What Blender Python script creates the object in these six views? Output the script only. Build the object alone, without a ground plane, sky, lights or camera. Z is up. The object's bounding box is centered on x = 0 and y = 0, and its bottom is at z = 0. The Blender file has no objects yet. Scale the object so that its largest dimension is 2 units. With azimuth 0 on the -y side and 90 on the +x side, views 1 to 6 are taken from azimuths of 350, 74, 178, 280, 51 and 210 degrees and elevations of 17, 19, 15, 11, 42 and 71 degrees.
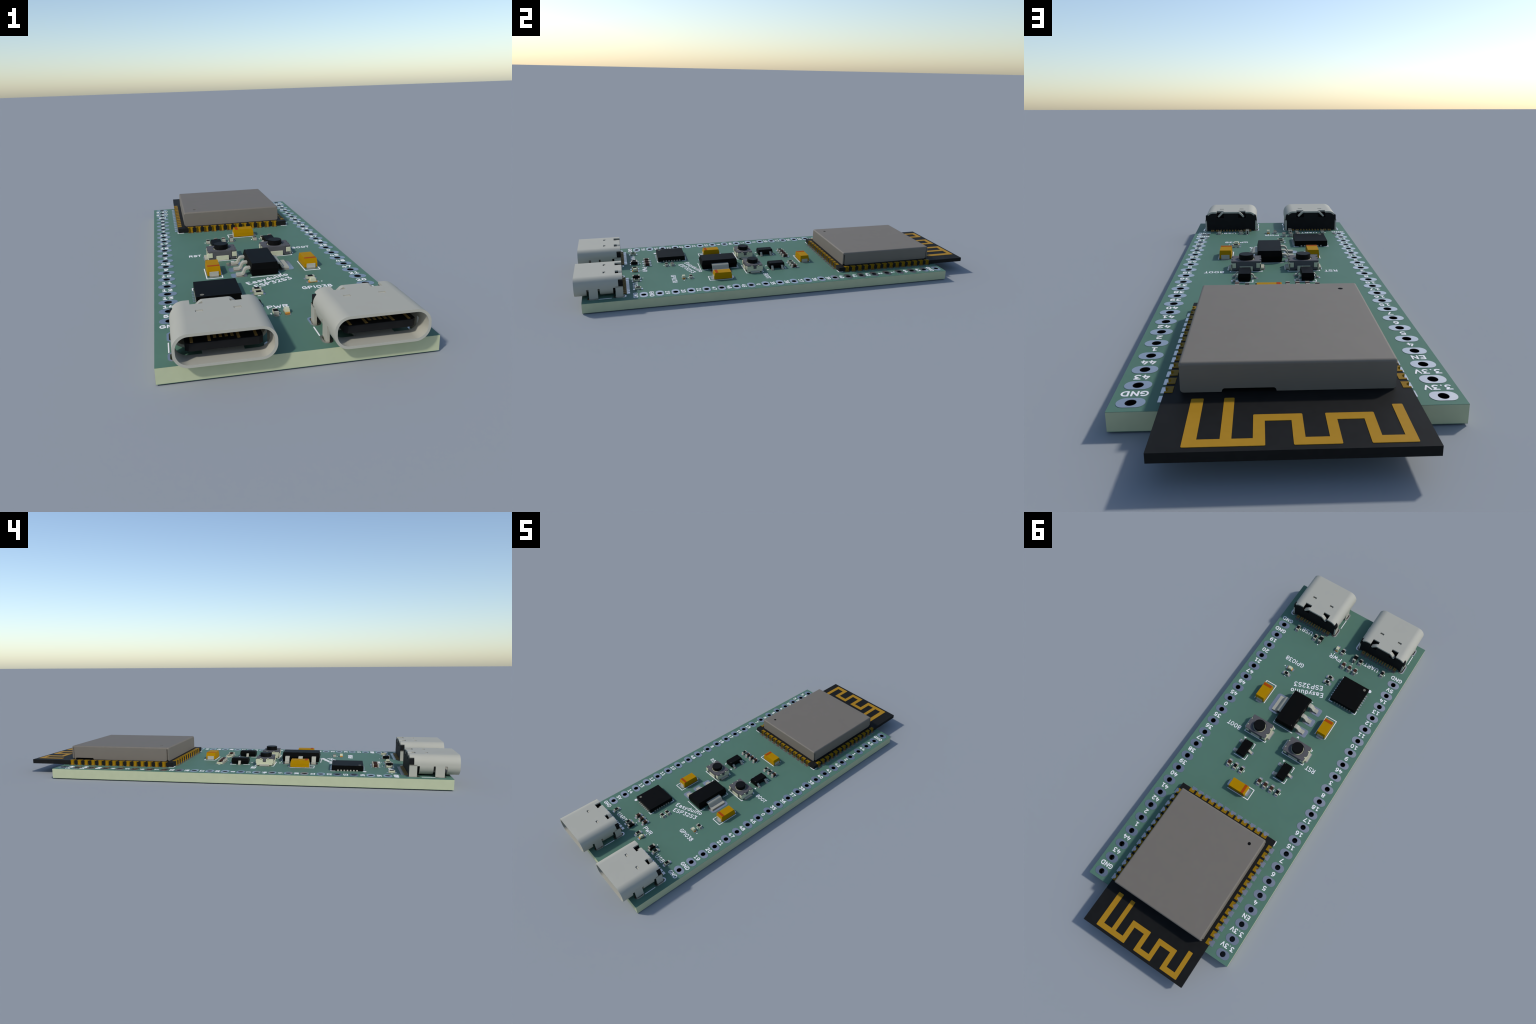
# Small green micro-controller board: two reversible USB sockets at the front (-y), a shielded
# radio module overhanging the back edge (+y), two rows of plated header holes along the sides.
# All sizes below are in millimetres of the real board; S converts them to scene metres.
import bpy, bmesh, math
from mathutils import Vector, Matrix
from mathutils.geometry import delaunay_2d_cdt

S = 0.508 / 18.0          # metres per millimetre (radio module is 18 mm wide)
TOP = 1.61                # upper face of the solder mask
Z0 = 1.625                # seating height of the components
Y_PIN, PITCH, X_PIN = -24.92, 2.54, 11.43

# ------------------------------------------------------------------ materials
def material(name, color, rough=0.5, metallic=0.0, grain=0.03, scale=60.0, spec=0.5, bump=0.0):
    m = bpy.data.materials.new(name); m.use_nodes = True
    nt = m.node_tree; b = nt.nodes["Principled BSDF"]
    b.inputs["Roughness"].default_value = rough
    b.inputs["Metallic"].default_value = metallic
    b.inputs["Specular IOR Level"].default_value = spec
    tc = nt.nodes.new("ShaderNodeTexCoord")
    nz = nt.nodes.new("ShaderNodeTexNoise")
    nz.inputs["Scale"].default_value = scale; nz.inputs["Detail"].default_value = 3.0
    nt.links.new(tc.outputs["Object"], nz.inputs["Vector"])
    ramp = nt.nodes.new("ShaderNodeValToRGB")
    lo = [c * (1 - grain) for c in color]; hi = [min(1, c * (1 + grain)) for c in color]
    ramp.color_ramp.elements[0].position = 0.35; ramp.color_ramp.elements[0].color = (*lo, 1)
    ramp.color_ramp.elements[1].position = 0.65; ramp.color_ramp.elements[1].color = (*hi, 1)
    nt.links.new(nz.outputs["Fac"], ramp.inputs["Fac"])
    nt.links.new(ramp.outputs["Color"], b.inputs["Base Color"])
    if bump:
        bp = nt.nodes.new("ShaderNodeBump"); bp.inputs["Strength"].default_value = bump
        bp.inputs["Distance"].default_value = 0.001
        nt.links.new(nz.outputs["Fac"], bp.inputs["Height"])
        nt.links.new(bp.outputs["Normal"], b.inputs["Normal"])
    return m

M_MASK   = material("green_solder_mask", (0.093, 0.190, 0.138), 0.55, grain=0.02, scale=9, spec=0.12)
M_CORE   = material("glass_fibre_core", (0.47, 0.505, 0.325), 0.7, grain=0.02, scale=30, spec=0.1)
M_PAD    = material("tinned_copper", (0.62, 0.60, 0.575), 0.32, 1.0, grain=0.02, scale=80)
M_SILK   = material("white_ink", (0.88, 0.86, 0.86), 0.7, grain=0.01, spec=0.1)
M_STEEL  = material("pale_steel", (0.405, 0.393, 0.325), 0.75, 0.0, grain=0.01, scale=12, spec=0.8)
M_LEAD   = material("tin_lead", (0.41, 0.40, 0.325), 0.5, 0.0, grain=0.02, spec=0.1)
M_CAN    = material("shield_metal", (0.152, 0.130, 0.101), 0.74, 0.0, grain=0.015, scale=25, spec=0.9)
M_BLACK  = material("black_epoxy", (0.0022, 0.0022, 0.0020), 0.55, grain=0.1, scale=40, spec=0.07)
M_NYLON  = material("black_nylon", (0.010, 0.010, 0.0102), 0.6, grain=0.08, scale=40, spec=0.1)
M_RUBBER = material("black_plastic", (0.004, 0.004, 0.004), 0.5, grain=0.1, spec=0.1)
M_SUBST  = material("black_substrate", (0.0105, 0.0105, 0.0100), 0.6, grain=0.08, scale=40, spec=0.1)
M_GOLD   = material("gold_plating", (0.25, 0.14, 0.002), 0.5, 0.0, grain=0.03, spec=0.1)
M_TRACE  = material("antenna_gold", (0.40, 0.21, 0.014), 0.55, 0.0, grain=0.02, spec=0.1)
M_PIN    = material("contact_brass", (0.30, 0.18, 0.05), 0.45, 0.0, grain=0.03, spec=0.1)
M_TANT   = material("ochre_resin", (0.412, 0.212, 0.0005), 0.55, grain=0.02, scale=40, spec=0.04)
M_BAND   = material("rust_red_ink", (0.37, 0.057, 0.005), 0.6, grain=0.03, spec=0.04)
M_CREAM  = material("cream_plastic", (0.58, 0.58, 0.40), 0.6, grain=0.02, spec=0.1)
M_COVER  = material("dark_grey_metal", (0.081, 0.078, 0.082), 0.7, 0.0, grain=0.03, spec=0.5)
M_CERAM  = material("brown_ceramic", (0.045, 0.018, 0.012), 0.6, grain=0.1, spec=0.1)
M_AMBER  = material("amber_terminal", (0.58, 0.28, 0.05), 0.5, grain=0.03, spec=0.1)
M_DOT    = material("grey_dot_ink", (0.19, 0.18, 0.14), 0.7, grain=0.02, spec=0.1)
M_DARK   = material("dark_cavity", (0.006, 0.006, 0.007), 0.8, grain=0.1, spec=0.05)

# ------------------------------------------------------------------ mesh helpers
def finish(name, bm, mat, smooth_angle=None):
    """bmesh in millimetres -> mesh data in metres."""
    bmesh.ops.remove_doubles(bm, verts=bm.verts, dist=1e-5)
    bmesh.ops.recalc_face_normals(bm, faces=bm.faces)
    bmesh.ops.scale(bm, vec=(S, S, S), verts=bm.verts)
    me = bpy.data.meshes.new(name); bm.to_mesh(me); bm.free()
    for m in (mat if isinstance(mat, (list, tuple)) else [mat]):
        me.materials.append(m)
    if smooth_angle:
        me.polygons.foreach_set("use_smooth", [True] * len(me.polygons))
        me.set_sharp_from_angle(angle=math.radians(smooth_angle))
        for p in me.polygons:                     # keep flat sheet areas truly flat beside rounded edges
            if max(abs(c) for c in p.normal) > .9999: p.use_smooth = False
    return me

ROOT = bpy.data.objects.new("circuit_board", None)
bpy.context.scene.collection.objects.link(ROOT)
ROOT["label"] = "green circuit board with grey shielded radio module and two metal sockets"
ROOT["category"] = "circuit board"

def place(name, mesh, loc=(0, 0, 0), parent=None, rot=0.0, stuff=False):
    ob = bpy.data.objects.new(name, mesh)
    ob.location = [c * S for c in loc]; ob.rotation_euler = (0, 0, rot)
    ob.parent = parent or ROOT
    if stuff: ob["kind"] = "stuff"
    bpy.context.scene.collection.objects.link(ob)
    return ob

def add_box(bm, x0, x1, y0, y1, z0, z1, bevel=0.0, seg=1, mi=0, taper=None):
    """Axis aligned block; taper=(tx,ty) shrinks the top face by that much on each side."""
    tx, ty = taper or (0, 0)
    lo = [(x0, y0), (x1, y0), (x1, y1), (x0, y1)]
    hi = [(x0 + tx, y0 + ty), (x1 - tx, y0 + ty), (x1 - tx, y1 - ty), (x0 + tx, y1 - ty)]
    vb = [bm.verts.new((x, y, z0)) for x, y in lo]; vt = [bm.verts.new((x, y, z1)) for x, y in hi]
    fs = [bm.faces.new(vb[::-1]), bm.faces.new(vt)]
    for i in range(4):
        j = (i + 1) % 4
        fs.append(bm.faces.new((vb[i], vb[j], vt[j], vt[i])))
    for f in fs: f.material_index = mi
    if bevel:
        ed = {e for f in fs for e in f.edges}
        r = bmesh.ops.bevel(bm, geom=list(ed), offset=bevel, segments=seg, affect='EDGES', profile=0.5)
        for f in r["faces"]: f.material_index = mi

def circle(cx, cy, r, n=24, a0=0.0, a1=2 * math.pi):
    return [(cx + r * math.cos(a0 + (a1 - a0) * i / n), cy + r * math.sin(a0 + (a1 - a0) * i / n)) for i in range(n)]

def rrect(x0, x1, y0, y1, r, n=6):
    if r <= 0: return [(x0, y0), (x1, y0), (x1, y1), (x0, y1)]
    pts = []
    for cx, cy, a in ((x1 - r, y1 - r, 0), (x0 + r, y1 - r, 90), (x0 + r, y0 + r, 180), (x1 - r, y0 + r, 270)):
        for i in range(n + 1):
            t = math.radians(a + 90 * i / n)
            pts.append((cx + r * math.cos(t), cy + r * math.sin(t)))
    return pts

def add_prism(bm, solids, z0, z1, holes=(), mi=0, axes="xy"):
    """Union of 2D polygons minus hole polygons, extruded from z0 to z1 (in the plane named by axes)."""
    vs, fs = [], []
    for loop in list(solids) + list(holes):
        area = sum(p[0] * q[1] - q[0] * p[1] for p, q in zip(loop, list(loop[1:]) + [loop[0]]))
        if area < 0: loop = loop[::-1]          # the triangulator wants counter-clockwise loops
        b = len(vs); vs += [Vector(p) for p in loop]; fs.append(list(range(b, b + len(loop))))
    ns = len(solids)
    V, _, F, _, _, of = delaunay_2d_cdt(vs, [], fs, 0, 1e-5, True)
    def p3(p, z):
        return {"xy": (p[0], p[1], z), "xz": (p[0], z, p[1]), "yz": (z, p[0], p[1])}[axes]
    keep = [f for f, o in zip(F, of) if o and any(i < ns for i in o) and not any(i >= ns for i in o)]
    cnt = {}
    for f in keep:
        for a, b in zip(f, f[1:] + f[:1]): cnt[(a, b)] = 1
    lo = [bm.verts.new(p3(p, z0)) for p in V]; hi = [bm.verts.new(p3(p, z1)) for p in V]
    new = []
    for f in keep:
        new.append(bm.faces.new([hi[i] for i in f])); new.append(bm.faces.new([lo[i] for i in f[::-1]]))
    for a, b in list(cnt):
        if (b, a) not in cnt: new.append(bm.faces.new((lo[a], lo[b], hi[b], hi[a])))
    for f in new: f.material_index = mi
    for v in lo + hi:
        if not v.link_faces: bm.verts.remove(v)

def prism_mesh(name, solids, z0, z1, mat, holes=(), smooth=None, axes="xy"):
    bm = bmesh.new(); add_prism(bm, solids, z0, z1, holes, axes=axes)
    return finish(name, bm, mat, smooth)

def add_ribbon(bm, path, width, y0, y1, mi=0, axes="xz"):
    """Bent sheet-metal strip: centre-line path in the xz plane given a thickness, extruded along y."""
    n = len(path); L, R = [], []
    for i, p in enumerate(path):
        a = Vector(path[max(i - 1, 0)]); b = Vector(path[min(i + 1, n - 1)])
        t = (b - a).normalized(); nrm = Vector((-t.y, t.x))
        L.append(Vector(p) + nrm * width / 2); R.append(Vector(p) - nrm * width / 2)
    add_prism(bm, [[tuple(p) for p in L + R[::-1]]], y0, y1, mi=mi, axes=axes)

def strokes_to_polys(lines, w, n=5):
    """Pen strokes -> capsule polygons, later merged by the triangulator."""
    out = []
    for ln in lines:
        if len(ln) == 1: out.append(circle(ln[0][0], ln[0][1], w / 2, 12)); continue
        for a, b in zip(ln, ln[1:]):
            d = math.atan2(b[1] - a[1], b[0] - a[0]); r = w / 2; c = []
            for i in range(n + 1):
                t = d - math.pi / 2 + math.pi * i / n; c.append((b[0] + r * math.cos(t), b[1] + r * math.sin(t)))
            for i in range(n + 1):
                t = d + math.pi / 2 + math.pi * i / n; c.append((a[0] + r * math.cos(t), a[1] + r * math.sin(t)))
            out.append(c)
    return out

# ------------------------------------------------------------------ pen-stroke lettering
def arc(cx, cy, rx, ry, a0, a1, n=9):
    return [(cx + rx * math.cos(math.radians(a0 + (a1 - a0) * i / n)), cy + ry * math.sin(math.radians(a0 + (a1 - a0) * i / n))) for i in range(n + 1)]

def glyphs():
    """character -> (advance width, strokes); capital height is 1."""
    bowl = lambda cx, cy, rx, ry: arc(cx, cy, rx, ry, 0, 360, 18)
    g = {}
    g["0"] = (.95, [bowl(.47, .5, .30, .5)])
    g["1"] = (.95, [[(.22, .82), (.36, .88), (.49, 1), (.49, 0)], [(.22, 0), (.76, 0)]])
    g["2"] = (.95, [arc(.47, .73, .29, .27, 160, -25) + [(.17, 0), (.79, 0)]])
    g["3"] = (.95, [[(.16, 1), (.77, 1), (.44, .61)] + arc(.46, .305, .31, .305, 80, -140)])
    g["4"] = (.95, [[(.42, 1), (.14, .32), (.84, .32)], [(.64, .66), (.64, 0)]])
    g["5"] = (.95, [[(.74, 1), (.24, 1), (.19, .53)] + arc(.45, .32, .32, .32, 130, -140)])
    g["6"] = (.95, [bowl(.47, .31, .30, .31), [(.70, 1)] + arc(.62, .35, .45, .65, 95, 180, 6)])
    g["7"] = (.95, [[(.15, 1), (.81, 1), (.38, 0)]])
    g["8"] = (.95, [bowl(.47, .27, .31, .27), bowl(.47, .77, .27, .23)])
    g["9"] = (.95, [bowl(.47, .69, .30, .31), [(.24, 0)] + arc(.32, .65, .45, .65, -85, 0, 6)])
    g["."] = (.48, [[(.24, .02), (.24, .05)]])
    g["G"] = (1.0, [arc(.55, .5, .40, .5, 55, 305, 14) + [(.88, .15), (.88, .47), (.58, .47)]])
    g["N"] = (1.05, [[(.20, 0), (.20, 1), (.84, 0), (.84, 1)]])
    g["D"] = (1.0, [[(.20, 0), (.20, 1), (.45, 1)] + arc(.45, .5, .42, .5, 90, -90, 12) + [(.20, 0)]])
    g["V"] = (.86, [[(.10, 1), (.43, 0), (.76, 1)]])
    g["E"] = (.90, [[(.76, 0), (.22, 0), (.22, 1), (.76, 1)], [(.22, .53), (.64, .53)]])
    g["U"] = (1.05, [[(.20, 1), (.20, .32)] + arc(.52, .32, .32, .32, 180, 360) + [(.84, 1)]])
    g["S"] = (.95, [[(.75, .90)] + arc(.48, .755, .29, .245, 55, 240, 8) + arc(.47, .26, .31, .26, 65, -125, 9) + [(.17, .10)]])
    g["B"] = (1.0, [[(.21, 0), (.21, 1), (.52, 1)] + arc(.52, .765, .25, .235, 90, -90, 8) + [(.21, .53), (.55, .53)] + arc(.55, .265, .28, .265, 90, -90, 8) + [(.21, 0)]])
    g["A"] = (.86, [[(.10, 0), (.43, 1), (.76, 0)], [(.20, .30), (.66, .30)]])
    g["R"] = (1.0, [[(.21, 0), (.21, 1), (.54, 1)] + arc(.54, .755, .27, .245, 90, -90, 8) + [(.21, .51)], [(.52, .51), (.84, 0)]])
    g["T"] = (.76, [[(.06, 1), (.70, 1)], [(.38, 1), (.38, 0)]])
    g["P"] = (1.0, [[(.21, 0), (.21, 1), (.55, 1)] + arc(.55, .745, .28, .255, 90, -90, 8) + [(.21, .49)]])
    g["W"] = (1.14, [[(.10, 1), (.34, 0), (.57, .72), (.80, 0), (1.04, 1)]])
    g["I"] = (.48, [[(.24, 0), (.24, 1)]])
    g["O"] = (1.05, [bowl(.52, .5, .35, .5)])
    g["a"] = (.90, [arc(.46, .44, .24, .24, 150, 0, 6) + [(.70, 0)], arc(.45, .20, .25, .20, 20, 340, 12)])
    g["s"] = (.81, [[(.62, .62)] + arc(.41, .51, .20, .16, 60, 240, 7) + arc(.40, .18, .23, .18, 65, -120, 8) + [(.17, .06)]])
    g["y"] = (.76, [[(.12, .67), (.38, 0)], [(.64, .67), (.34, -.12), (.24, -.28), (.12, -.33)]])
    g["d"] = (.90, [[(.70, 1), (.70, 0)], bowl(.45, .335, .25, .335)])
    g["u"] = (.90, [[(.20, .67), (.20, .24)] + arc(.44, .24, .24, .24, 180, 300, 6) + [(.70, .16)], [(.70, .67), (.70, 0)]])
    g["i"] = (.48, [[(.24, 0), (.24, .67)], [(.24, .94), (.24, .99)]])
    g["n"] = (.90, [[(.20, .67), (.20, 0)], [(.20, .50)] + arc(.45, .43, .25, .24, 130, 0, 6) + [(.70, 0)]])
    g["o"] = (.90, [bowl(.45, .335, .27, .335)])
    return g
GLYPH = glyphs()
LABELS = {}
def lettering(text, width, height, pen):
    """Flat raised ink, centred on its own middle; width/height are outer sizes."""
    key = (text, width, height, pen)
    if key in LABELS: return LABELS[key]
    x = 0; lines = []
    for ch in text:
        adv, st = GLYPH[ch]
        for s in st: lines.append([(px + x, py) for px, py in s])
        x += adv
    xs = [p[0] for l in lines for p in l]; x0, x1 = min(xs), max(xs)
    kx = (width - pen) / max(x1 - x0, 1e-6) if width else 0.7
    ky = height - pen
    lines = [[((px - (x0 + x1) / 2) * kx, (py - .5) * ky) for px, py in l] for l in lines]
    LABELS[key] = prism_mesh("printed_label", strokes_to_polys(lines, pen), -0.01, 0.03, M_SILK)
    return LABELS[key]

# ------------------------------------------------------------------ the laminate
BX0, BX1, BY0, BY1 = -12.955, 12.955, -34.36, 29.56
USB_X, USB_Y = (-6.95, 6.95), -31.76
pins = [(sx * X_PIN, Y_PIN + PITCH * i) for sx in (-1, 1) for i in range(22)]
holes = [circle(x, y, 0.45, 24) for x, y in pins]
LEG_SLOTS = [(-4.33, 3.13, 2.1), (4.33, 3.13, 2.1), (-4.33, -0.92, 1.7), (4.33, -0.92, 1.7)]
slots = [rrect(ux + sx - .33, ux + sx + .33, USB_Y + sy - l / 2 + .2, USB_Y + sy + l / 2 - .2, .32, 5)
         for ux in USB_X for sx, sy, l in LEG_SLOTS]
outline = [(BX0, BY0), (BX1, BY0), (BX1, BY1), (BX0, BY1)]
place("laminate_core", prism_mesh("laminate_core", [outline], 0.05, TOP - .03, M_CORE, holes + slots))
place("solder_mask", prism_mesh("solder_mask", [outline], TOP - .03, TOP, M_MASK, holes + slots))
place("solder_mask", prism_mesh("solder_mask_underside", [outline], 0.02, 0.05, M_MASK, holes + slots))

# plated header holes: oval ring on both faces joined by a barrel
bm = bmesh.new()
oval = rrect(-1.06, 1.06, -.64, .64, .639, 10)
add_prism(bm, [oval], TOP - .02, TOP + .03, [circle(0, 0, .425, 24)])
add_prism(bm, [oval], 0.0, 0.045, [circle(0, 0, .425, 24)])
add_prism(bm, [circle(0, 0, .448, 24)], 0.045, TOP - .02, [circle(0, 0, .425, 24)], mi=1)  # barrel coloured near-black instead of tinned: the shade inside the hole
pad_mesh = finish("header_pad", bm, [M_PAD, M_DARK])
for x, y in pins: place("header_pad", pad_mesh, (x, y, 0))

left = "GND 5V 14 13 12 11 10 9 46 3 8 18 17 16 15 7 6 5 4 EN 3.3V 3.3V".split()
right = "GND GND 19 20 21 47 48 45 0 35 36 37 38 39 40 41 42 2 1 44 43 GND".split()
def natural(text, size, pen):
    x = 0; xs = []
    for ch in text:
        adv, st = GLYPH[ch]; xs += [p[0] + x for s in st for p in s]; x += adv
    return round((max(xs) - min(xs)) * size + pen, 3)
for sx, col in ((-1, left), (1, right)):
    for i, t in enumerate(col):
        place("printed_label", lettering(t, natural(t, .70, .14), .75, .14), (sx * 11.41, Y_PIN + PITCH * i - 1.27, TOP))
def tag(text, x0, x1, y0, y1, pen=.12):
    place("printed_label", lettering(text, x1 - x0, y1 - y0, pen), ((x0 + x1) / 2, (y0 + y1) / 2, TOP))
tag("PWR", -1.18, 1.14, -24.50, -23.66)
tag("UART", -7.78, -5.02, -26.30, -25.46)
tag("USB", 6.04, 8.14, -26.45, -25.58)
tag("GPIO38", 3.90, 7.50, -19.86, -19.02)
tag("RST", -8.12, -6.40, -3.86, -3.02)
tag("BOOT", 6.70, 9.26, -3.78, -2.98)
for text, w, bl, ang in (("Easyduino", 5.78, (-1.86, -16.80), 21.6), ("ESP32S3", 5.10, (-1.08, -17.96), 21.6)):
    a = math.radians(ang); h = .92
    cx = bl[0] + math.cos(a) * w / 2 - math.sin(a) * h / 2; cy = bl[1] + math.sin(a) * w / 2 + math.cos(a) * h / 2
    place("printed_label", lettering(text, w, h, .14), (cx, cy, TOP), rot=a)

def ink(lines, pen=.12, loc=(0, 0), name="printed_outline", extra=()):
    place(name, prism_mesh(name, strokes_to_polys(lines, pen) + list(extra), -0.01, 0.03, M_SILK), (loc[0], loc[1], TOP))
ink([[(-9.07, 10.65), (-9.07, 9.86), (-8.15, 9.86)], [(9.07, 10.65), (9.07, 9.86), (8.15, 9.86)]])

PADS = {}
def solder_pads(specs, loc, r=.12, rot=0.0):
    """Flat tinned lands on the board, one object per land."""
    for cx, cy, w, h in specs:
        if abs(rot) > .1: cx, cy, w, h = -cy, cx, h, w
        key = (round(w, 3), round(h, 3), r)
        if key not in PADS:
            PADS[key] = prism_mesh("solder_land", [rrect(-w / 2, w / 2, -h / 2, h / 2, min(r, w / 2.01, h / 2.01), 4)], -.01, .03, M_PAD)
        place("solder_land", PADS[key], (loc[0] + cx, loc[1] + cy, TOP))

# ------------------------------------------------------------------ radio module
MZ0, MZ1 = Z0 + .05, Z0 + .76
MX, MY0, MY1 = 9.0, 9.93, 35.43
side_y = [11.50 + 1.27 * i for i in range(14)]; front_x = [(-5.5 + i) * 1.27 for i in range(12)]
notch = [circle(sx * MX, y, .31, 20) for sx in (-1, 1) for y in side_y] + [circle(x, MY0, .31, 20) for x in front_x]
module = place("radio_module", prism_mesh("radio_module", [rrect(-MX, MX, MY0, MY1, 0)], MZ0, MZ1, M_SUBST, notch))
# half-round plated edge contact, opening towards -y
bm = bmesh.new()
ring = lambda r, n=10: [(r * math.cos(math.pi * i / n), r * math.sin(math.pi * i / n)) for i in range(n + 1)]
for z0, z1 in ((MZ1 + .002, MZ1 + .035), (MZ0 - .045, MZ0 - .002)):
    add_prism(bm, [[(-.45, 0), (-.27, 0)] + ring(.27)[::-1][1:-1] + [(.27, 0), (.45, 0), (.45, .62), (-.45, .62)]], z0, z1)
add_prism(bm, [ring(.309) + ring(.27)[::-1]], MZ0 - .002, MZ1 + .002)
cast = finish("edge_contact", bm, M_GOLD)
for x in front_x: place("edge_contact", cast, (x, MY0, 0), module)
for y in side_y:
    place("edge_contact", cast, (-MX, y, 0), module, rot=-math.pi / 2)
    place("edge_contact", cast, (MX, y, 0), module, rot=math.pi / 2)
solder_pads([(x, MY0 + .2, .90, 1.45) for x in front_x], (0, 0), r=.05)
solder_pads([(sx * (MX - .2), y, 1.45, .90) for sx in (-1, 1) for y in side_y], (0, 0), r=.05)

# meandered antenna trace
bars = [(6.04, 6.91, 29.39, 34.99), (3.88, 4.60, 29.37, 34.60), (1.80, 6.90, 34.23, 34.99), (1.79, 2.55, 31.57, 34.99),
        (-.70, 2.55, 31.57, 32.33), (-.72, .04, 31.57, 34.99), (-2.97, .04, 34.23, 34.99), (-2.97, -2.25, 31.57, 34.99),
        (-5.50, -2.25, 31.57, 32.33), (-5.52, -4.77, 31.57, 34.99), (-7.71, -4.77, 34.23, 34.99), (-7.71, -6.98, 30.64, 34.99)]
place("antenna_trace", prism_mesh("antenna_trace", [rrect(*b, .09, 4) for b in bars], MZ1 - .01, MZ1 + .035, M_TRACE), parent=module)

# shield can: rounded lid, four folded walls with slits at the corners and relief notches at the foot
CX, CY0, CY1, CZ = 7.87, 11.05, 28.52, 4.745
def lid():
    bm = bmesh.new()
    def loop(inset, z, r):
        return [bm.verts.new((x, y, z)) for x, y in rrect(-CX + inset, CX - inset, CY0 + inset, CY1 - inset, max(r - inset, .05), 5)]
    r = .22; loops = [loop(0, CZ - .32, .22)]
    for i in range(6):
        t = math.radians(90 * i / 5); loops.append(loop(r * (1 - math.cos(t)), CZ - r + r * math.sin(t), .22))
    for a, b in zip(loops, loops[1:]):
        for i in range(len(a)):
            j = (i + 1) % len(a); bm.faces.new((a[i], a[j], b[j], b[i]))
    # flat top with the vent hole
    top = [(v.co.x, v.co.y) for v in loops[-1]]; hole = circle(-6.0, 12.86, .26, 16)
    vs = [Vector(p) for p in top + hole]
    V, _, F, _, _, of = delaunay_2d_cdt(vs, [], [list(range(len(top))), list(range(len(top), len(vs)))], 0, 1e-6, True)
    tv = [bm.verts.new((p.x, p.y, CZ)) for p in V]
    for f, o in zip(F, of):
        if o and 1 not in o: bm.faces.new([tv[i] for i in f])
    hv = [bm.verts.new((x, y, CZ)) for x, y in hole]; hl = [bm.verts.new((x, y, CZ - .3)) for x, y in hole]
    for i in range(16):
        j = (i + 1) % 16; bm.faces.new((hv[i], hv[j], hl[j], hl[i]))
    bm.faces.new([bm.verts.new((x, y, CZ - .32)) for x, y in rrect(-CX, CX, CY0, CY1, .22, 5)])
    bmesh.ops.remove_doubles(bm, verts=[v for v in bm.verts if not v.is_boundary or True], dist=1e-5)
    me = finish("shield_can", bm, M_CAN, 50)
    return me
can = place("shield_can", lid(), parent=module)
place("vent_shade_plug", prism_mesh("vent_shade_plug", [circle(-6.0, 12.86, .258, 16)], CZ - .28, CZ - .08, M_DARK), parent=module)  # black plug modelled in the vent, giving its unlit depth
ZF = MZ1 + .03
def wall(name, a0, a1, off, thick, axes, cut=None, corner=.25):
    """Folded side: rounded lower corners; cut=(u0,u1,height) is the relief notch at the foot."""
    pts = [(a0, CZ - .32), (a0, ZF + corner)] + [(a0 + corner * (1 - math.cos(t)), ZF + corner * (1 - math.sin(t))) for t in (.4, .8, 1.2, math.pi / 2)]
    if cut:
        u0, u1, h = cut
        pts += [(u0, ZF), (u0 + .05, ZF + h - .1), (u0 + .18, ZF + h), (u1 - .18, ZF + h), (u1 - .05, ZF + h - .1), (u1, ZF)]
    pts += [(a1 - corner * (1 - math.cos(t)), ZF + corner * (1 - math.sin(t))) for t in (math.pi / 2, 1.2, .8, .4)] + [(a1, ZF + corner), (a1, CZ - .32)]
    place("can_wall", prism_mesh("can_wall", [pts], off, off + thick, M_CAN, axes=axes), parent=module)
# front and rear walls run to the corner; the side walls stop short and leave a dark slit there
wall("front", -CX + .05, CX - .05, CY0, .2, "xz")
wall("back", -CX + .05, CX - .05, CY1 - .2, .2, "xz", (.88, 4.85, .28))
wall("left", CY0 + .33, CY1 - .33, -CX, .2, "yz", (24.6, 28.0, .25))
wall("right", CY0 + .33, CY1 - .33, CX - .2, .2, "yz")
bm = bmesh.new(); add_box(bm, -CX + .5, CX - .5, CY0 + .5, CY1 - .5, ZF, CZ - .4)  # solid near-black block filling the can behind the slits and notches
place("can_dark_block", finish("can_dark_block", bm, M_DARK), parent=module)

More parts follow.
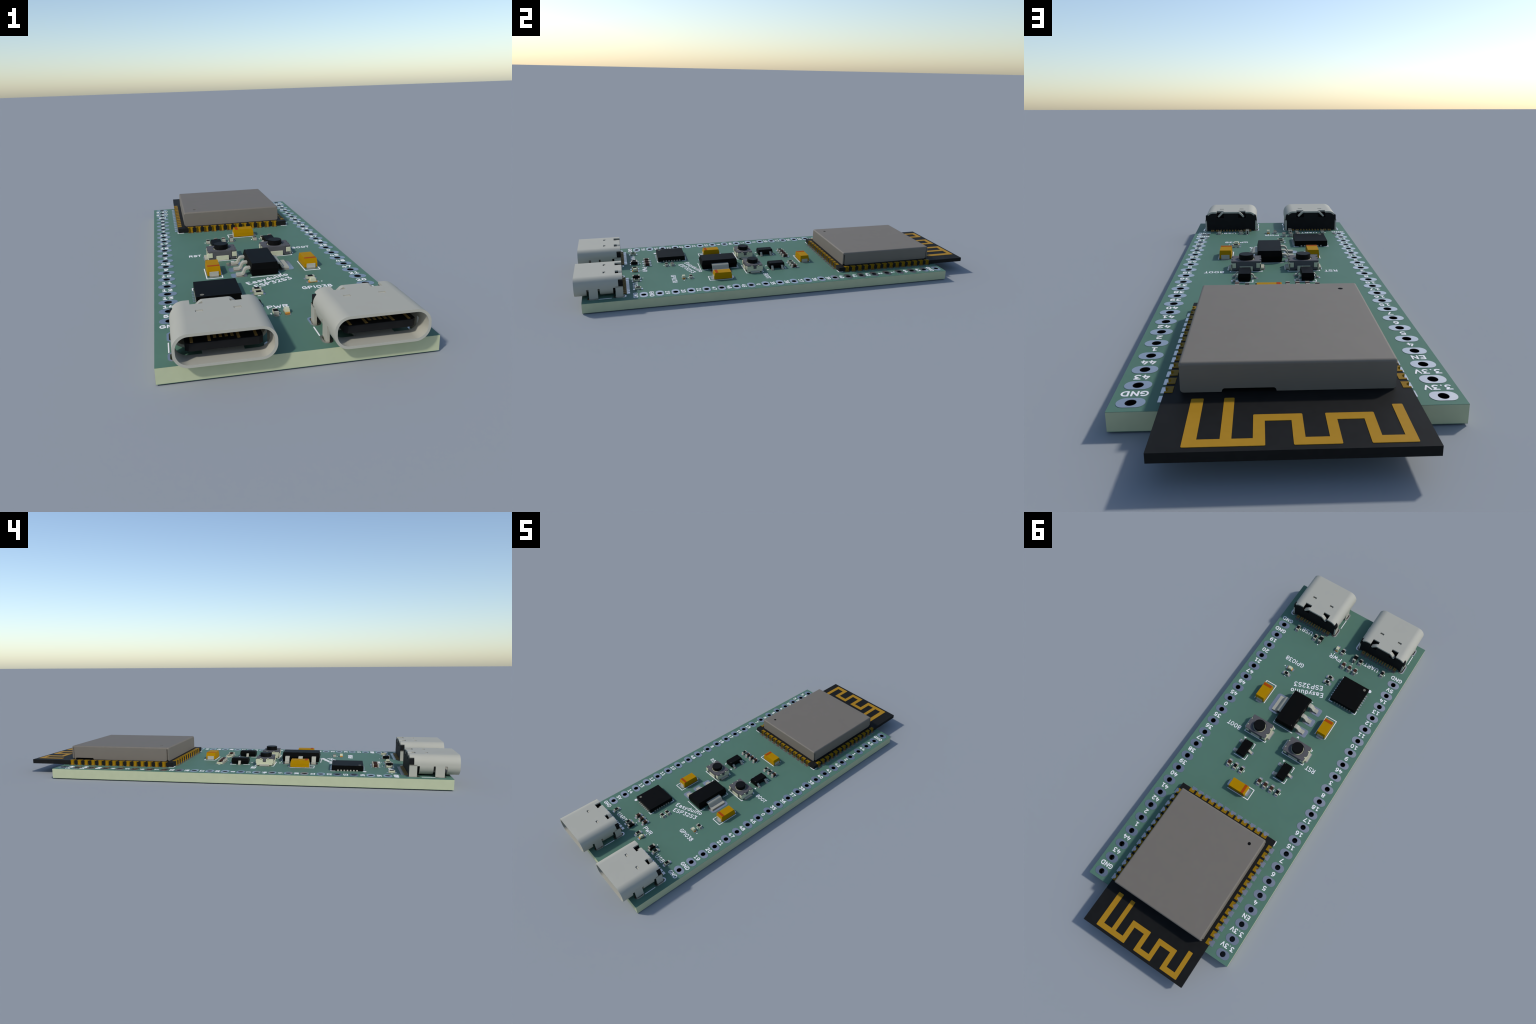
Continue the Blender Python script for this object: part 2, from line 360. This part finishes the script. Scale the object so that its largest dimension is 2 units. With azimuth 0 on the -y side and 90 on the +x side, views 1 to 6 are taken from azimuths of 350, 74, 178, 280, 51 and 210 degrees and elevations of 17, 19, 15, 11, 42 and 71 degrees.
# ------------------------------------------------------------------ USB sockets
def usb_shell_mesh():
    hw, zb, zt, r = 4.46, .20, 3.30, 1.40
    prof = [(x, zb) for x in (0, 1.85, 2.4, 3.0)]
    prof += [(hw - r + r * math.sin(math.radians(a)), zb + r - r * math.cos(math.radians(a))) for a in range(0, 91, 6)]
    prof += [(hw, 1.62), (hw, 1.8)]
    prof += [(hw - r + r * math.cos(math.radians(a)), zt - r + r * math.sin(math.radians(a))) for a in range(0, 91, 6)]
    prof += [(x, zt) for x in (2.5, 2.1, 1.4, 1.28, .6)]
    full = prof + [(-x, z) for x, z in prof[::-1]]
    full = [p for i, p in enumerate(full) if i == 0 or (Vector(p) - Vector(full[i - 1])).length > 1e-4]
    if (Vector(full[0]) - Vector(full[-1])).length < 1e-4: full.pop()
    ys = [-3.67, -3.60, -1.84, -1.47, -.12, .18, .75, 1.15, 2.19, 2.56, 2.63, 3.03, 3.71]
    bm = bmesh.new()
    grid = [[bm.verts.new((x * (1 if k else 1), y, z)) for x, z in full] for k, y in enumerate(ys)]
    n = len(full)
    for k in range(len(ys) - 1):
        ym = (ys[k] + ys[k + 1]) / 2
        for i in range(n):
            j = (i + 1) % n
            xm, zm = abs(full[i][0] + full[j][0]) / 2, (full[i][1] + full[j][1]) / 2
            low = zm < 1.61
            if low and xm > 1.9 and (-1.84 < ym < .18 or ym > 2.19): continue
            if low and ym > 2.19: continue
            if 1.75 < zm < 2.88 and ym > 3.03 and xm > 4.0: continue
            if zm > 3.2 and 1.28 < xm < 2.5 and ym > 2.63: continue
            if zm > 3.2 and 1.4 < xm < 2.1 and .75 < ym < 1.15: continue
            bm.faces.new((grid[k][i], grid[k][j], grid[k + 1][j], grid[k + 1][i]))
    bmesh.ops.recalc_face_normals(bm, faces=bm.faces)
    c = sum((f.normal.dot(f.calc_center_median() - Vector((0, f.calc_center_median().y, 1.75))) for f in bm.faces))
    if c < 0: bmesh.ops.reverse_faces(bm, faces=bm.faces)
    for v in list(bm.verts):
        if not v.link_faces: bm.verts.remove(v)
    me = bpy.data.meshes.new("shell_sheet"); bm.to_mesh(me); bm.free()
    ob = bpy.data.objects.new("shell_sheet", me); bpy.context.scene.collection.objects.link(ob)
    md = ob.modifiers.new("thick", "SOLIDIFY"); md.thickness = .26; md.offset = -1; md.use_even_offset = True
    dg = bpy.context.evaluated_depsgraph_get(); ev = ob.evaluated_get(dg)
    bm = bmesh.new(); bm.from_mesh(ev.to_mesh()); ev.to_mesh_clear()
    bpy.data.objects.remove(ob); bpy.data.meshes.remove(me)
    # solder legs folded straight down
    for sx in (-1, 1):
        xa, xb = sorted((sx * 4.46, sx * 4.20))
        for pts in ([(-1.47, 1.62), (-1.47, -1.3), (-.62, -1.3), (-.62, .0), (-.12, .06), (-.12, 1.62)],
                    [(2.56, 1.8), (2.56, .1), (2.62, -1.3), (3.6, -1.3), (3.71, .0), (3.71, 1.8)]):
            add_prism(bm, [pts], xa, xb, axes="yz")
        # bent wings of the rear tongue and the pressed-in springs
        add_ribbon(bm, [(sx * 1.15, 3.17), (sx * 1.35, 3.16), (sx * 1.5, 3.08), (sx * 2.2, 2.42)], .26, 3.15, 3.71)
        p = [(1.17, 3.20), (.72, 2.88), (.72, 2.96), (1.10, 3.24)]
        add_prism(bm, [p], *sorted((sx * 1.42, sx * 2.08)), axes="yz")
    return finish("usb_socket", bm, M_STEEL, 35)
SHELL = usb_shell_mesh()
bm = bmesh.new()
inner = rrect(-4.18, 4.18, .47, 3.02, 1.12, 8)
add_prism(bm, [inner], 2.2, 2.66, axes="xz")
wing_gap = [[(s * 1.25, 2.25), (s * 2.55, 2.25), (s * 2.55, 3.2), (s * 1.25, 3.2)] for s in (-1, 1)]
add_prism(bm, [inner, [(-4.16, .08), (4.16, .08), (4.16, 1.6), (-4.16, 1.6)]], 2.661, 3.74, wing_gap, axes="xz")
for s in (-1, 1): add_box(bm, *sorted((s * 3.9, s * 4.36)), 3.05, 3.74, 1.82, 2.66, .03)
tongue = [(-3.34, 2.2), (-3.34, -2.68), (-2.98, -2.99), (2.98, -2.99), (3.34, -2.68), (3.34, 2.2)]
add_prism(bm, [tongue], 1.36, 2.08)
INSUL = finish("insulator", bm, M_NYLON)
bm = bmesh.new()
for z0, z1 in ((2.06, 2.11), (1.33, 1.38)):
    for x, y in ((-2.75, -2.81), (-1.25, -2.81), (-.75, -2.31), (-.25, -2.31), (.25, -2.31), (.75, -2.31), (1.25, -2.81), (2.75, -2.81)):
        add_box(bm, x - .13, x + .13, y, 2.2, z0, z1)
CONT = finish("tongue_contacts", bm, M_PIN)
bm = bmesh.new(); add_ribbon(bm, [(3.5, .11), (3.9, .11), (4.26, .11)], .13, -.11, .11, axes="xy")
for v in bm.verts: v.co = (v.co.z, v.co.x, v.co.y)
PIN = finish("solder_pin", bm, M_PIN)
bm = bmesh.new()
for sx, sy, l in LEG_SLOTS:
    add_prism(bm, [rrect(sx - .52, sx + .52, sy - l / 2, sy + l / 2, .5, 6)], TOP - .02, TOP + .03, [rrect(sx - .31, sx + .31, sy - l / 2 + .22, sy + l / 2 - .22, .30, 5)])
    add_prism(bm, [rrect(sx - .52, sx + .52, sy - l / 2, sy + l / 2, .5, 6)], 0, .045, [rrect(sx - .31, sx + .31, sy - l / 2 + .22, sy + l / 2 - .22, .30, 5)])
SLOTPAD = finish("slot_land", bm, M_PAD)
for ux in USB_X:
    sh = place("usb_socket", SHELL, (ux, USB_Y, Z0))
    place("insulator", INSUL, (0, 0, 0), sh); place("tongue_contacts", CONT, (0, 0, 0), sh)
    place("slot_land", SLOTPAD, (ux, USB_Y, 0))
    xs = [-3.35, -3.05, -2.55, -2.25, -1.75, -1.25, -.75, -.25, .25, .75, 1.25, 1.75, 2.25, 2.55, 3.05, 3.35]
    for x in xs: place("solder_pin", PIN, (x, 0, 0), sh)
    solder_pads([(x, 4.05, .6, 1.42) for x in (-3.2, -2.4, 2.4, 3.2)] + [(x, 4.05, .3, 1.42) for x in (-1.75, -1.25, -.75, -.25, .25, .75, 1.25, 1.75)], (ux, USB_Y), r=.06)
    ink([[(s * 4.72, 1.85), (s * 4.72, -.05)] for s in (-1, 1)] , loc=(ux, USB_Y))

# ------------------------------------------------------------------ serial bridge chip (flat, no leads)
Q = (-5.91, -18.86)
bm = bmesh.new(); add_box(bm, -2.5, 2.5, -2.5, 2.5, .06, .88, .03)
chip = place("bridge_chip", finish("bridge_chip", bm, M_BLACK), (*Q, Z0))
place("chip_dot", prism_mesh("chip_dot", [circle(0, 0, .23, 24)], .87, .90, M_DOT), (-1.82, -1.93, 0), chip)
bm = bmesh.new(); add_box(bm, -.125, .125, -.235, .26, .02, .20, .02); LEADQ = finish("chip_contact", bm, M_LEAD)
for k in range(4):
    a = k * math.pi / 2
    for i in range(7):
        u, v = -1.5 + .5 * i, -2.28
        place("chip_contact", LEADQ, (u * math.cos(a) - v * math.sin(a), u * math.sin(a) + v * math.cos(a), 0), chip, rot=a)
solder_pads([(-1.5 + .5 * i, s * 2.40, .24, .80) for i in range(7) for s in (-1, 1)] + [(s * 2.40, -1.5 + .5 * i, .80, .24) for i in range(7) for s in (-1, 1)], Q, r=.05)
c = 2.63
ink([[(c - .65, c), (c, c), (c, c - .65)], [(-c + .65, c), (-c, c), (-c, c - .65)], [(c - .65, -c), (c, -c), (c, -c + .65)]], loc=Q,
    extra=[circle(-2.63, -2.68, .30, 20)])

# ------------------------------------------------------------------ voltage regulator with broad heat tab
V = (.63, -10.80)
bm = bmesh.new()
def chip_body(bm, hx, hy, z0, zm, z1, tx, ty):
    """Moulded package: widest at the parting line zm, drafted above and below."""
    add = []
    for z, ix, iy in ((z0, tx * .8, ty * .8), (zm, 0, 0), (zm + .04, 0, 0), (z1, tx, ty)):
        add.append([bm.verts.new((sx * (hx - ix), sy * (hy - iy), z)) for sx, sy in ((-1, -1), (1, -1), (1, 1), (-1, 1))])
    for a, b in zip(add, add[1:]):
        for i in range(4): bm.faces.new((a[i], a[(i + 1) % 4], b[(i + 1) % 4], b[i]))
    bm.faces.new(add[0][::-1]); bm.faces.new(add[-1])
    ed = [e for e in bm.edges if e.calc_face_angle(0) > .5]
    bmesh.ops.bevel(bm, geom=ed, offset=.04, segments=1, affect='EDGES')
chip_body(bm, 1.75, 3.27, .06, .85, 1.66, .16, .16)
reg = place("voltage_regulator", finish("voltage_regulator", bm, M_BLACK), (*V, Z0))
gull = [(1.6, .92), (2.02, .92), (2.20, .90), (2.36, .80), (2.46, .62), (2.56, .36), (2.68, .22), (2.86, .16), (3.48, .16)]
bm = bmesh.new(); add_ribbon(bm, [(-x, z) for x, z in gull], .24, -.36, .36); LEADV = finish("lead", bm, M_LEAD, 30)
for i in (-1, 0, 1): place("lead", LEADV, (0, 2.3 * i, 0), reg)
bm = bmesh.new(); add_ribbon(bm, gull, .24, -1.5, 1.5); place("heat_tab", finish("heat_tab", bm, M_LEAD, 30), (0, 0, 0), reg)
place("pin_mark", prism_mesh("pin_mark", [circle(0, 0, .05, 12)], 1.65, 1.675, M_DOT), (-1.32, 2.85, 0), reg)
solder_pads([(-3.13, 2.3 * i, 2.0, 1.5) for i in (-1, 0, 1)], V, r=.3)
solder_pads([(3.13, 0, 2.0, 3.8)], V, r=.5)
ink([[(-1.83, -3.47), (1.95, -3.47), (1.95, -2.2)], [(-1.83, 3.41), (1.95, 3.41), (1.95, 2.2)]], loc=V,
    extra=[[(-3.38, 3.64), (-3.13, 3.28), (-2.88, 3.64)]])

# ------------------------------------------------------------------ small transistors
bm = bmesh.new(); chip_body(bm, .80, 1.47, .10, .55, 1.05, .09, .09); TBODY = finish("transistor", bm, M_BLACK)
tg = [(.7, .56), (.92, .56), (1.02, .50), (1.10, .34), (1.17, .16), (1.26, .10), (1.45, .10)]
bm = bmesh.new(); add_ribbon(bm, tg, .14, -.2, .2); TLEAD = finish("lead", bm, M_LEAD, 30)
TDOT = prism_mesh("pin_mark", [circle(0, 0, .045, 12)], 1.04, 1.065, M_DOT)
for T in ((3.93, -.60), (-3.88, -.60)):
    t = place("transistor", TBODY, (*T, Z0))
    for y in (-.95, .95): place("lead", TLEAD, (0, y, 0), t)
    place("lead", TLEAD, (0, 0, 0), t, rot=math.pi)
    place("pin_mark", TDOT, (.50, -1.22, 0), t)
    solder_pads([(.97, -.95, 1.4, .6), (.97, .95, 1.4, .6), (-.97, 0, 1.4, .6)], T, r=.15)
    ink([[(1.13, 1.60), (-1.03, 1.60), (-1.03, .68)], [(-.75, -1.64), (-1.03, -1.64), (-1.03, -.70)]], loc=T,
        extra=[[(.88, -1.92), (1.36, -1.92), (1.12, -1.56)]])

# ------------------------------------------------------------------ tantalum capacitors
bm = bmesh.new(); add_box(bm, -.84, .84, -1.55, 1.55, .62, 1.22, .0, taper=(.06, .13)); add_box(bm, -.84, .84, -1.55, 1.55, .08, .62)
TANT = finish("tantalum_capacitor", bm, M_TANT)
bm = bmesh.new(); add_box(bm, -.77, .77, -1.28, -.84, 1.18, 1.242); BAND = finish("polarity_band", bm, M_BAND)
bm = bmesh.new(); add_box(bm, -.58, .58, 1.45, 1.615, .05, .60, .02); add_box(bm, -.58, .58, .95, 1.61, .03, .14)
TTERM = finish("terminal", bm, M_LEAD)
for x, y, rot in ((6.88, -11.20, 0), (-5.55, -11.04, 0), (.97, 5.58, math.pi / 2)):
    if rot: rot = -math.pi / 2
    t = place("tantalum_capacitor", TANT, (x, y, Z0), rot=rot)
    place("polarity_band", BAND, (0, 0, 0), t)
    place("terminal", TTERM, (0, 0, 0), t); place("terminal", TTERM, (0, 0, 0), t, rot=math.pi)
    solder_pads([(0, -1.40, 1.25, 1.25), (0, 1.40, 1.25, 1.25)], (x, y), r=.22, rot=rot)
    L = [(-.98, 1.60), (-.98, -2.33), (.98, -2.33), (.98, 1.60)]
    if rot: L = [(py, -px) for px, py in L]
    ink([L], loc=(x, y))

# ------------------------------------------------------------------ push buttons
bm = bmesh.new()
plate = rrect(-1.95, 1.95, -1.40, 1.40, .12, 2)
bite = [[(s * 1.75, y - .17), (s * 2.1, y - .17), (s * 2.1, y + .17), (s * 1.75, y + .17)] for s in (-1, 1) for y in (-.62, .62)]
add_prism(bm, [plate], 1.18, 1.36, bite + [circle(0, 0, 1.13, 32)])
add_box(bm, -1.80, 1.80, -1.36, 1.36, .16, 1.00)
for s in (-1, 1):
    add_box(bm, -1.22, 1.22, *sorted((s * 1.30, s * 1.43)), .30, 1.33, .03)          # front and rear skirts
    add_box(bm, *sorted((s * 1.86, s * 1.985)), -.22, .22, .72, 1.345, .02)          # side hooks
    for sy in (-1, 1): add_box(bm, *sorted((s * 1.1, s * 1.86)), *sorted((sy * 1.2, sy * 1.375)), .12, 1.2)
BTN = finish("push_button", bm, M_COVER)
bm = bmesh.new()
for s in (-1, 1):
    hull = [(-1.36, .12), (1.36, .12), (1.36, .40), (1.46, .46), (1.46, .95), (1.30, 1.17), (.28, 1.17), (.28, .66), (-.28, .66), (-.28, 1.17), (-1.30, 1.17), (-1.46, .95), (-1.46, .46), (-1.36, .40)]
    add_prism(bm, [hull], *sorted((s * 1.80, s * 1.95)), axes="yz")
    for y in (-.62, .62): add_box(bm, *sorted((s * 1.70, s * 1.95)), y - .16, y + .16, 1.0, 1.25)
    for sx in (-1, 1): add_box(bm, *sorted((sx * 1.32, sx * 1.93)), *sorted((s * 1.1, s * 1.46)), .46, 1.10, .03)
    add_box(bm, -.85, .85, *sorted((s * 1.2, s * 1.52)), .06, .68, .02)
add_box(bm, -1.2, 1.2, -1.2, 1.2, 1.0, 1.10)
add_prism(bm, [circle(0, 0, 1.04, 32)], 1.1, 1.30)
HOUS = finish("button_housing", bm, M_CREAM)
bm = bmesh.new()
cyl = bmesh.ops.create_cone(bm, cap_ends=True, segments=40, radius1=.96, radius2=.96, depth=.75, matrix=Matrix.Translation((0, 0, 1.62)))
bmesh.ops.bevel(bm, geom=[e for e in bm.edges if len(e.link_faces) == 2 and e.calc_face_angle() > 1], offset=.05, segments=2, affect='EDGES')
PLUN = finish("plunger", bm, M_RUBBER, 40)
bm = bmesh.new(); add_box(bm, 1.80, 2.36, -.82, .82, .03, .30, .05); BLEG = finish("terminal", bm, M_LEAD)
for B in ((3.81, -5.02), (-3.73, -5.02)):
    b = place("push_button", BTN, (*B, Z0))
    place("button_housing", HOUS, (0, 0, 0), b); place("plunger", PLUN, (0, 0, 0), b)
    place("terminal", BLEG, (0, 0, 0), b); place("terminal", BLEG, (0, 0, 0), b, rot=math.pi)
    solder_pads([(-1.98, 0, .98, 1.92), (1.98, 0, .98, 1.92)], B, r=.2)
    ink([[(-2.07, s * 1.27), (-2.07, s * 1.57), (2.07, s * 1.57), (2.07, s * 1.27)] for s in (-1, 1)], loc=B)

# ------------------------------------------------------------------ chip passives, diodes, lamps (long side on y)
bm = bmesh.new(); add_box(bm, -.25, .25, -.48, .48, .03, .33); RB = finish("chip_resistor", bm, M_CREAM)
bm = bmesh.new(); add_box(bm, -.25, .25, -.30, .30, .32, .365); RT = finish("resistive_film", bm, M_DARK)
bm = bmesh.new()
for s in (-1, 1): add_box(bm, -.255, .255, *sorted((s * .302, s * .51)), .32, .36); add_box(bm, -.255, .255, *sorted((s * .46, s * .505)), .02, .34)
RE = finish("end_cap", bm, M_LEAD)
bm = bmesh.new(); add_box(bm, -.25, .25, -.32, .32, .03, .495); CB = finish("chip_capacitor", bm, M_CERAM)
bm = bmesh.new()
for s in (-1, 1): add_box(bm, -.255, .255, *sorted((s * .29, s * .52)), .02, .51, .04, 2)
CE = finish("end_cap", bm, M_LEAD)
bm = bmesh.new(); add_box(bm, -.25, .25, -.5, .5, .03, .16); LB = finish("indicator_lamp", bm, M_AMBER)
bm = bmesh.new(); add_box(bm, -.26, .26, -.37, .37, .1, .26); add_box(bm, -.25, .25, -.36, .36, .25, .50, taper=(.02, .08)); LT = finish("lamp_lens", bm, M_CREAM)
bm = bmesh.new(); add_box(bm, -.32, .32, -.58, .58, .08, .56, .03); DB = finish("diode", bm, M_BLACK)
bm = bmesh.new()
for s, d in ((-1, .40), (1, .34)):
    add_box(bm, -.29, .29, *sorted((s * d, s * .60)), .54, .60)
    for sx in (-1, 1): add_box(bm, *sorted((sx * .08, sx * .30)), *sorted((s * .56, s * .62)), .02, .58)
DE = finish("end_cap", bm, M_LEAD)
LAND = [(0, -.51, .60, .56), (0, .51, .60, .56)]
def two_terminal(kind, x, y, turn=0.0, dot=None):
    body, parts, name = {"R": (RB, [("resistive_film", RT), ("end_cap", RE)], "chip_resistor"), "C": (CB, [("end_cap", CE)], "chip_capacitor"),
                         "L": (LB, [("lamp_lens", LT)], "indicator_lamp"), "D": (DB, [("end_cap", DE)], "diode")}[kind]
    o = place(name, body, (x, y, Z0 + .015), rot=turn)
    for n, m in parts: place(n, m, (0, 0, 0), o)
    solder_pads(LAND, (x, y), r=.13, rot=turn)
    if kind in "RC":
        dash = [[(s * .47, -.13), (s * .47, .13)] for s in (-1, 1)]
        if turn: dash = [[(-py, px) for px, py in l] for l in dash]
        ink(dash, loc=(x, y))
    if dot: ink([[(0, 0)]], pen=.2, loc=dot, name="polarity_dot")
for k, x in zip("CRR", (4.75, 3.55, 2.33)): two_terminal(k, x, 2.78)
for k, x in zip("CCCR", (-1.27, -2.44, -3.63, -4.83)): two_terminal(k, x, 2.88)
for x in (-2.03, -3.21, -4.38): two_terminal("C", x, -23.47)
two_terminal("L", 5.66, -17.78, math.pi / 2, (6.75, -17.83)); two_terminal("R", 5.68, -16.53, math.pi / 2)
two_terminal("L", .55, -25.77, 0, (.56, -24.74)); two_terminal("R", -.62, -25.77)
two_terminal("D", -3.17, -25.73, 0, (-3.2, -24.66)); two_terminal("R", -4.32, -25.69); two_terminal("R", -8.72, -25.71)
two_terminal("R", 8.85, -25.67); two_terminal("R", 5.20, -25.72); two_terminal("D", 4.09, -25.73, 0, (4.1, -24.64))
two_terminal("R", -1.33, -20.03, math.pi / 2); two_terminal("R", -1.33, -18.95, math.pi / 2)
